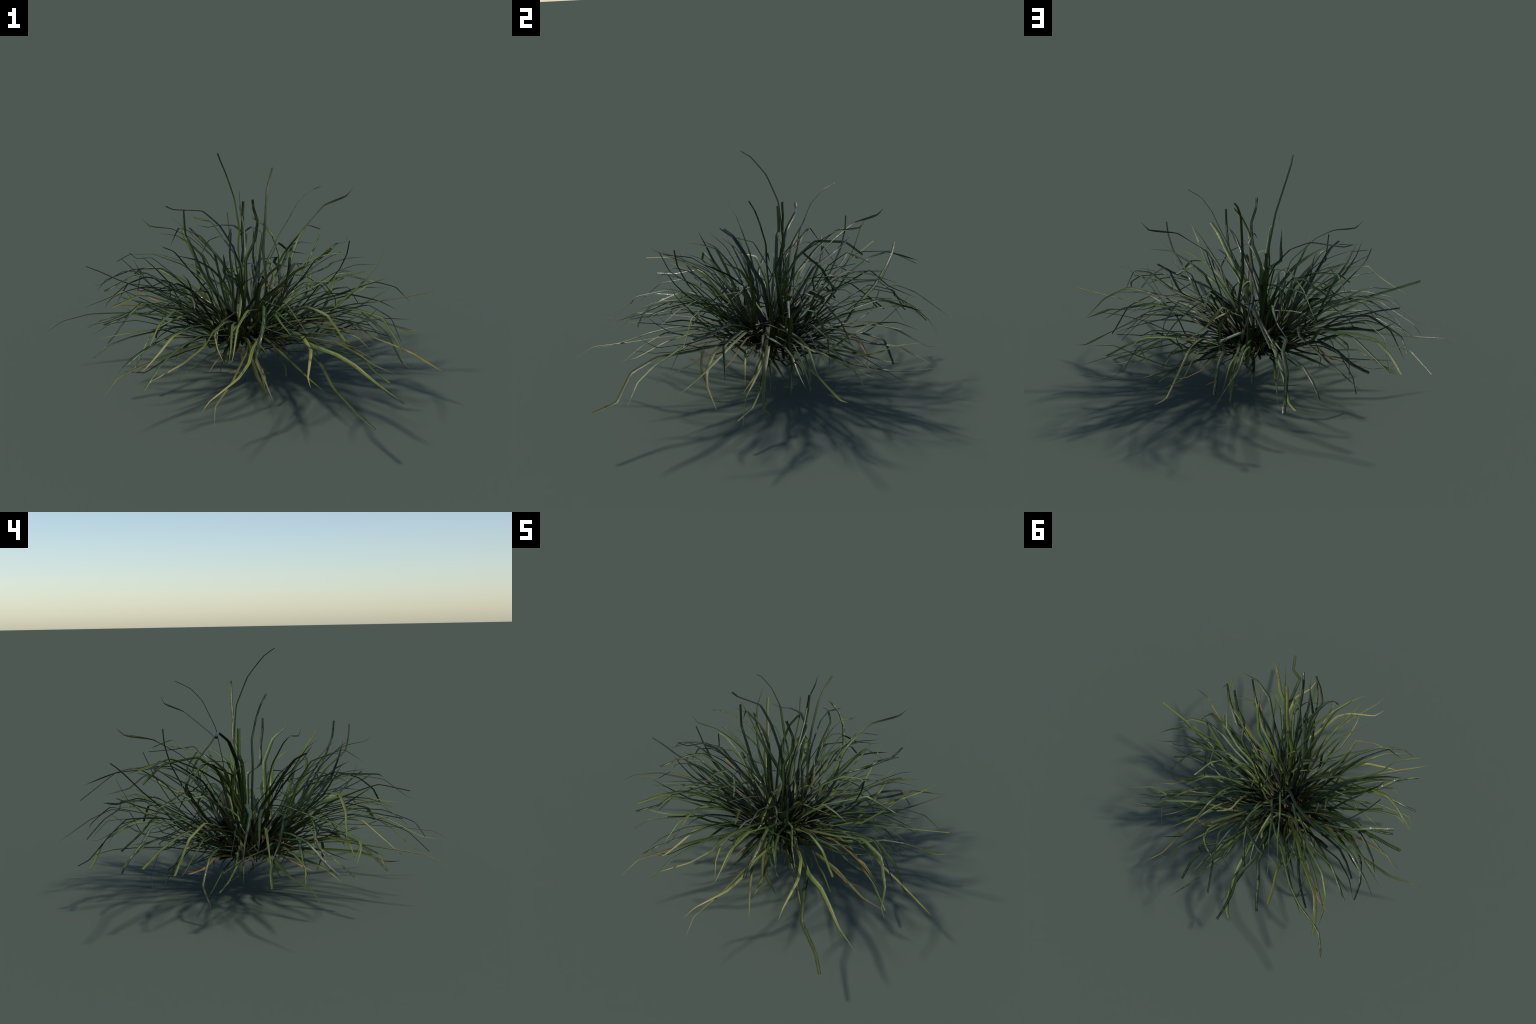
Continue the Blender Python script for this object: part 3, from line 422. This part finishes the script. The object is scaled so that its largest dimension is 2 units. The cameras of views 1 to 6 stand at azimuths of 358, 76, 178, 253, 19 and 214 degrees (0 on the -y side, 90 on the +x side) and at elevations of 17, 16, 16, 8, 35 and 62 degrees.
blade("olive", "cut", 0.020, (-0.053, 0.123, 0.197), (-0.110, 0.231, 0.269), (-0.160, 0.328, 0.323), (-0.209, 0.427, 0.387), (-0.228, 0.513, 0.470), (-0.262, 0.600, 0.509), (-0.295, 0.676, 0.541), (-0.321, 0.755, 0.579), wild=0.3)
blade("dark", "point", 0.021, (-0.022, 0.115, 0.244), (0.003, 0.201, 0.418), (0.025, 0.293, 0.571), (0.040, 0.420, 0.657), (-0.026, 0.499, 0.685), (-0.112, 0.544, 0.675), (-0.167, 0.553, 0.656), (-0.230, 0.565, 0.666), wild=0.3)
blade("green", "point", 0.010, (0.039, 0.079, 0.206), (0.034, 0.093, 0.367), (-0.009, 0.130, 0.559), (-0.025, 0.182, 0.664), (-0.100, 0.292, 0.683), (-0.159, 0.407, 0.626), (-0.220, 0.507, 0.482))
blade("olive", "fine", 0.020, (0.017, 0.066, 0.222), (-0.065, 0.148, 0.320), (-0.114, 0.216, 0.393), (-0.197, 0.284, 0.499), (-0.259, 0.393, 0.587), (-0.302, 0.516, 0.659), (-0.313, 0.641, 0.719))
blade("mottled", "cut", 0.013, (0.052, 0.077, 0.195), (-0.047, 0.136, 0.281), (-0.125, 0.196, 0.330), (-0.221, 0.261, 0.359), (-0.306, 0.340, 0.368), (-0.374, 0.467, 0.347), (-0.373, 0.533, 0.255))
blade("green", "point", 0.015, (-0.042, 0.074, 0.216), (-0.084, 0.132, 0.314), (-0.150, 0.221, 0.380), (-0.147, 0.323, 0.364), (-0.224, 0.420, 0.326), (-0.327, 0.513, 0.263), (-0.443, 0.595, 0.187))
blade("mottled", "cut", 0.018, (-0.005, 0.153, 0.211), (-0.086, 0.203, 0.242), (-0.200, 0.264, 0.305), (-0.248, 0.319, 0.336), (-0.325, 0.438, 0.333), (-0.386, 0.501, 0.295), (-0.461, 0.570, 0.281))
blade("olive", "cut", 0.023, (-0.005, 0.127, 0.207), (-0.115, 0.192, 0.302), (-0.201, 0.267, 0.374), (-0.306, 0.379, 0.408), (-0.402, 0.454, 0.428), (-0.487, 0.523, 0.427), (-0.546, 0.612, 0.390), (-0.589, 0.696, 0.329), wild=0.3)
blade("mottled", "cut", 0.017, (0.034, 0.096, 0.211), (0.029, 0.126, 0.337), (0.010, 0.142, 0.437), (-0.046, 0.172, 0.519), (-0.115, 0.182, 0.613), (-0.171, 0.247, 0.646), (-0.218, 0.299, 0.678), (-0.265, 0.364, 0.706), wild=0.3)
blade("olive", "point", 0.015, (-0.020, 0.102, 0.186), (-0.056, 0.153, 0.335), (-0.084, 0.188, 0.433), (-0.125, 0.240, 0.603), (-0.201, 0.296, 0.680), (-0.320, 0.379, 0.702), (-0.371, 0.470, 0.573))
# sector 8 of 8, from -x through -y
blade("mottled", "cut", 0.015, (0.139, 0.083, 0.216), (0.035, 0.189, 0.320), (-0.074, 0.309, 0.383), (-0.200, 0.419, 0.442), (-0.333, 0.556, 0.459), (-0.448, 0.631, 0.468), (-0.619, 0.696, 0.447), (-0.703, 0.793, 0.373), wild=0.3)
blade("olive", "point", 0.011, (0.012, -0.016, 0.205), (-0.073, 0.105, 0.262), (-0.193, 0.170, 0.347), (-0.260, 0.276, 0.391), (-0.403, 0.395, 0.390), (-0.556, 0.528, 0.273), (-0.584, 0.644, 0.304))
blade("green", "point", 0.017, (-0.057, 0.071, 0.196), (-0.074, 0.171, 0.297), (-0.110, 0.263, 0.369), (-0.156, 0.337, 0.438), (-0.192, 0.400, 0.538), (-0.262, 0.436, 0.595), (-0.338, 0.452, 0.637), (-0.431, 0.474, 0.639), wild=0.3)
blade("olive", "cut", 0.013, (-0.026, 0.095, 0.189), (-0.125, 0.179, 0.266), (-0.239, 0.248, 0.359), (-0.333, 0.320, 0.429), (-0.454, 0.403, 0.471), (-0.535, 0.490, 0.426), (-0.558, 0.562, 0.279))
blade("olive", "point", 0.015, (0.007, 0.071, 0.204), (-0.043, 0.090, 0.327), (-0.085, 0.140, 0.452), (-0.117, 0.198, 0.571), (-0.190, 0.237, 0.647), (-0.271, 0.308, 0.707), (-0.363, 0.383, 0.758))
blade("bronze", "point", 0.012, (0.039, 0.084, 0.189), (-0.074, 0.150, 0.215), (-0.158, 0.236, 0.245), (-0.271, 0.315, 0.269), (-0.389, 0.398, 0.252), (-0.493, 0.484, 0.264), (-0.605, 0.536, 0.304))
blade("mottled", "cut", 0.015, (-0.038, 0.059, 0.183), (-0.098, 0.122, 0.243), (-0.195, 0.210, 0.275), (-0.264, 0.304, 0.306), (-0.346, 0.362, 0.287), (-0.406, 0.408, 0.189), (-0.429, 0.378, 0.088))
blade("dark", "cut", 0.018, (0.026, 0.129, 0.233), (0.034, 0.094, 0.405), (0.013, 0.111, 0.563), (-0.032, 0.140, 0.672), (-0.101, 0.193, 0.767), (-0.192, 0.269, 0.824), (-0.350, 0.317, 0.814), (-0.388, 0.326, 0.830), wild=0.3)
blade("bronze", "point", 0.010, (-0.065, 0.059, 0.179), (-0.124, 0.072, 0.243), (-0.188, 0.111, 0.217), (-0.252, 0.150, 0.240), (-0.283, 0.203, 0.222), (-0.323, 0.259, 0.215), (-0.362, 0.293, 0.237))
blade("mottled", "cut", 0.016, (0.026, 0.165, 0.285), (-0.119, 0.169, 0.268), (-0.217, 0.183, 0.306), (-0.312, 0.226, 0.251), (-0.437, 0.257, 0.270), (-0.528, 0.320, 0.227), (-0.611, 0.385, 0.206))
blade("mottled", "cut", 0.015, (-0.017, -0.019, 0.203), (-0.163, 0.021, 0.257), (-0.332, 0.053, 0.320), (-0.496, 0.111, 0.371), (-0.593, 0.181, 0.364), (-0.651, 0.286, 0.351), (-0.669, 0.380, 0.301))
blade("dark", "cut", 0.015, (0.009, 0.059, 0.185), (-0.107, 0.101, 0.240), (-0.223, 0.127, 0.325), (-0.346, 0.160, 0.368), (-0.456, 0.204, 0.431), (-0.542, 0.273, 0.481), (-0.624, 0.356, 0.524))
blade("mottled", "point", 0.011, (-0.013, 0.115, 0.198), (-0.135, 0.172, 0.274), (-0.260, 0.188, 0.350), (-0.348, 0.243, 0.436), (-0.489, 0.270, 0.456), (-0.593, 0.318, 0.397), (-0.661, 0.369, 0.260))
blade("green", "point", 0.012, (-0.016, -0.050, 0.211), (-0.114, 0.027, 0.192), (-0.191, 0.105, 0.191), (-0.341, 0.188, 0.199), (-0.412, 0.244, 0.214), (-0.520, 0.298, 0.233), (-0.630, 0.350, 0.254))
blade("green", "cut", 0.018, (-0.023, 0.105, 0.225), (-0.079, 0.130, 0.315), (-0.116, 0.134, 0.417), (-0.181, 0.143, 0.511), (-0.222, 0.160, 0.608), (-0.260, 0.178, 0.695), (-0.277, 0.196, 0.708), (-0.288, 0.198, 0.848), wild=0.3)
blade("mottled", "point", 0.021, (0.003, 0.077, 0.198), (-0.111, 0.118, 0.319), (-0.247, 0.146, 0.433), (-0.396, 0.198, 0.527), (-0.544, 0.225, 0.512), (-0.704, 0.300, 0.425), (-0.755, 0.322, 0.357))
blade("olive", "point", 0.009, (-0.004, 0.100, 0.195), (-0.035, 0.121, 0.297), (-0.101, 0.143, 0.416), (-0.127, 0.185, 0.497), (-0.180, 0.199, 0.605), (-0.261, 0.187, 0.676), (-0.346, 0.171, 0.717))
blade("green", "point", 0.015, (0.055, -0.040, 0.223), (-0.055, 0.013, 0.249), (-0.209, 0.054, 0.296), (-0.324, 0.059, 0.302), (-0.448, 0.127, 0.330), (-0.551, 0.200, 0.349), (-0.628, 0.258, 0.420))
blade("green", "fine", 0.022, (0.032, 0.082, 0.223), (-0.095, 0.077, 0.314), (-0.227, 0.068, 0.397), (-0.372, 0.090, 0.467), (-0.475, 0.151, 0.517), (-0.598, 0.203, 0.509), (-0.729, 0.248, 0.412), (-0.769, 0.265, 0.409), wild=0.3)
blade("mottled", "point", 0.017, (-0.040, 0.030, 0.234), (-0.184, 0.030, 0.334), (-0.323, 0.026, 0.439), (-0.465, 0.047, 0.480), (-0.564, 0.093, 0.439), (-0.645, 0.137, 0.388), (-0.684, 0.178, 0.339), (-0.698, 0.198, 0.297), wild=0.3)
blade("olive", "point", 0.015, (0.013, 0.060, 0.217), (-0.102, 0.079, 0.309), (-0.217, 0.116, 0.354), (-0.388, 0.123, 0.403), (-0.497, 0.147, 0.441), (-0.620, 0.176, 0.394), (-0.744, 0.201, 0.308))
blade("green", "cut", 0.022, (-0.021, -0.022, 0.211), (-0.124, 0.009, 0.279), (-0.219, 0.025, 0.344), (-0.333, 0.026, 0.411), (-0.472, 0.049, 0.462), (-0.602, 0.056, 0.505), (-0.695, 0.071, 0.542), (-0.772, 0.077, 0.570), wild=0.3)
blade("olive", "point", 0.015, (-0.042, 0.042, 0.185), (-0.189, 0.051, 0.264), (-0.293, 0.046, 0.306), (-0.435, 0.043, 0.329), (-0.559, 0.040, 0.327), (-0.692, 0.036, 0.301), (-0.784, 0.069, 0.230))
blade("olive", "point", 0.018, (0.011, 0.066, 0.224), (-0.127, 0.039, 0.244), (-0.289, 0.046, 0.274), (-0.433, 0.042, 0.309), (-0.568, 0.128, 0.305), (-0.767, 0.136, 0.290), (-0.907, 0.089, 0.266), (-0.992, 0.066, 0.206), wild=0.3)
blade("bronze", "point", 0.009, (0.046, 0.080, 0.222), (-0.053, 0.077, 0.290), (-0.171, 0.080, 0.313), (-0.290, 0.093, 0.347), (-0.425, 0.079, 0.365), (-0.550, 0.070, 0.371), (-0.675, 0.057, 0.373))
blade("mottled", "point", 0.015, (-0.062, 0.037, 0.207), (-0.184, 0.037, 0.283), (-0.330, 0.023, 0.345), (-0.438, -0.030, 0.358), (-0.553, 0.010, 0.352), (-0.670, 0.031, 0.288), (-0.788, 0.053, 0.255))


# ------------------------------------------------------------- filling by rule
def arch(azimuth, lean, length, droop, segments=6, root_spread=0.06, wander=0.10):
    """Spine of a blade: leaves the crown at `lean` from vertical, then droops."""
    out = Vector((math.cos(azimuth), math.sin(azimuth), 0))
    p = CROWN + out * root_spread * R.uniform(0.2, 1.2) + Vector((R.gauss(0, 0.02), R.gauss(0, 0.02), R.uniform(-0.01, 0.03)))
    pts, ang, az = [p], lean, azimuth
    for i in range(segments):
        d = Vector((math.cos(az) * math.sin(ang), math.sin(az) * math.sin(ang), math.cos(ang)))
        p = p + d * (length / segments)
        p.z = max(p.z, 0.03)
        pts.append(p.copy())
        ang += droop / segments * (0.4 + 1.2 * i / segments) + R.gauss(0, wander)
        az += R.gauss(0, wander)
    return pts


# shorter blades in the heart of the tussock
for i in range(40):
    az = math.tau * (i * 0.618034 + R.uniform(-0.02, 0.02))
    lean = R.triangular(0.5, 1.75, 1.25)
    length = R.triangular(0.18, 0.55, 0.36)
    kind = R.choices(("green", "olive", "dark", "mottled", "straw"), (5, 4, 3, 2, 1))[0]
    blade(kind, R.choice(("point", "point", "cut", "fine")), R.uniform(0.012, 0.020), *arch(az, lean, length, R.uniform(0.1, 0.9)))

# small loose blades lying across one another round the heart
for i in range(42):
    az, rad = R.uniform(0, math.tau), R.uniform(0.05, 0.34)
    p = CROWN + Vector((math.cos(az) * rad, math.sin(az) * rad, R.uniform(-0.01, 0.34) * (1.1 - rad)))
    heading, pitch = az + R.gauss(0, 0.9), R.uniform(-0.5, 1.2)
    pts = [p.copy()]
    n = R.choice((3, 4, 5))
    for k in range(n):
        p = p + Vector((math.cos(heading) * math.cos(pitch), math.sin(heading) * math.cos(pitch), math.sin(pitch))) * R.uniform(0.035, 0.08)
        pts.append(p.copy())
        heading += R.gauss(0, 0.35)
        pitch -= R.uniform(-0.1, 0.55)
    blade(R.choice(("green", "olive", "dark", "straw", "mottled")), R.choice(("cut", "point", "fine")), R.uniform(0.009, 0.017), *pts)

# dead straw, bent low around the foot
for i in range(16):
    az = math.tau * (i * 0.381966 + R.uniform(-0.05, 0.05))
    blade("bronze", R.choice(("cut", "point")), R.uniform(0.008, 0.015),
          *arch(az, R.uniform(1.0, 1.75), R.uniform(0.12, 0.32), R.uniform(-0.5, 0.5), 5, 0.09, 0.18))

# broad dark sheath leaves standing around the crown
for az, lean, length, w in ((1.75, 0.75, 0.24, 0.11), (4.0, 0.5, 0.25, 0.09), (2.9, 1.0, 0.22, 0.08), (0.6, 0.8, 0.22, 0.08), (5.2, 1.25, 0.2, 0.07), (2.3, 1.5, 0.2, 0.08)):
    blade("black", "scrap", w, *arch(az, lean, length, 0.5, 5, 0.03, 0.05))

# blunt stubs under the crown and curled scraps inside it, too many to pick apart
for kind, count in (("olive", 34), ("dark", 26), ("bronze", 14), ("straw", 10)):
    strips = []
    for i in range(count):
        az = R.uniform(0, math.tau)
        low = R.random() < 0.75
        pts = arch(az, R.uniform(1.8, 2.7) if low else R.uniform(0.2, 1.4), R.uniform(0.06, 0.12), R.uniform(-0.3, 0.5), 3, 0.10, 0.15)
        pts = [p + Vector((0, 0, 0.07 if low else 0.0)) for p in pts]
        strips.append(ribbon(pts, R.uniform(0.01, 0.019), "stub" if low else "cut", R.uniform(-0.9, 0.9), R.gauss(0, 0.6)))
    make_mesh("crown_stubble", strips, MATS[kind])["kind"] = "stuff"
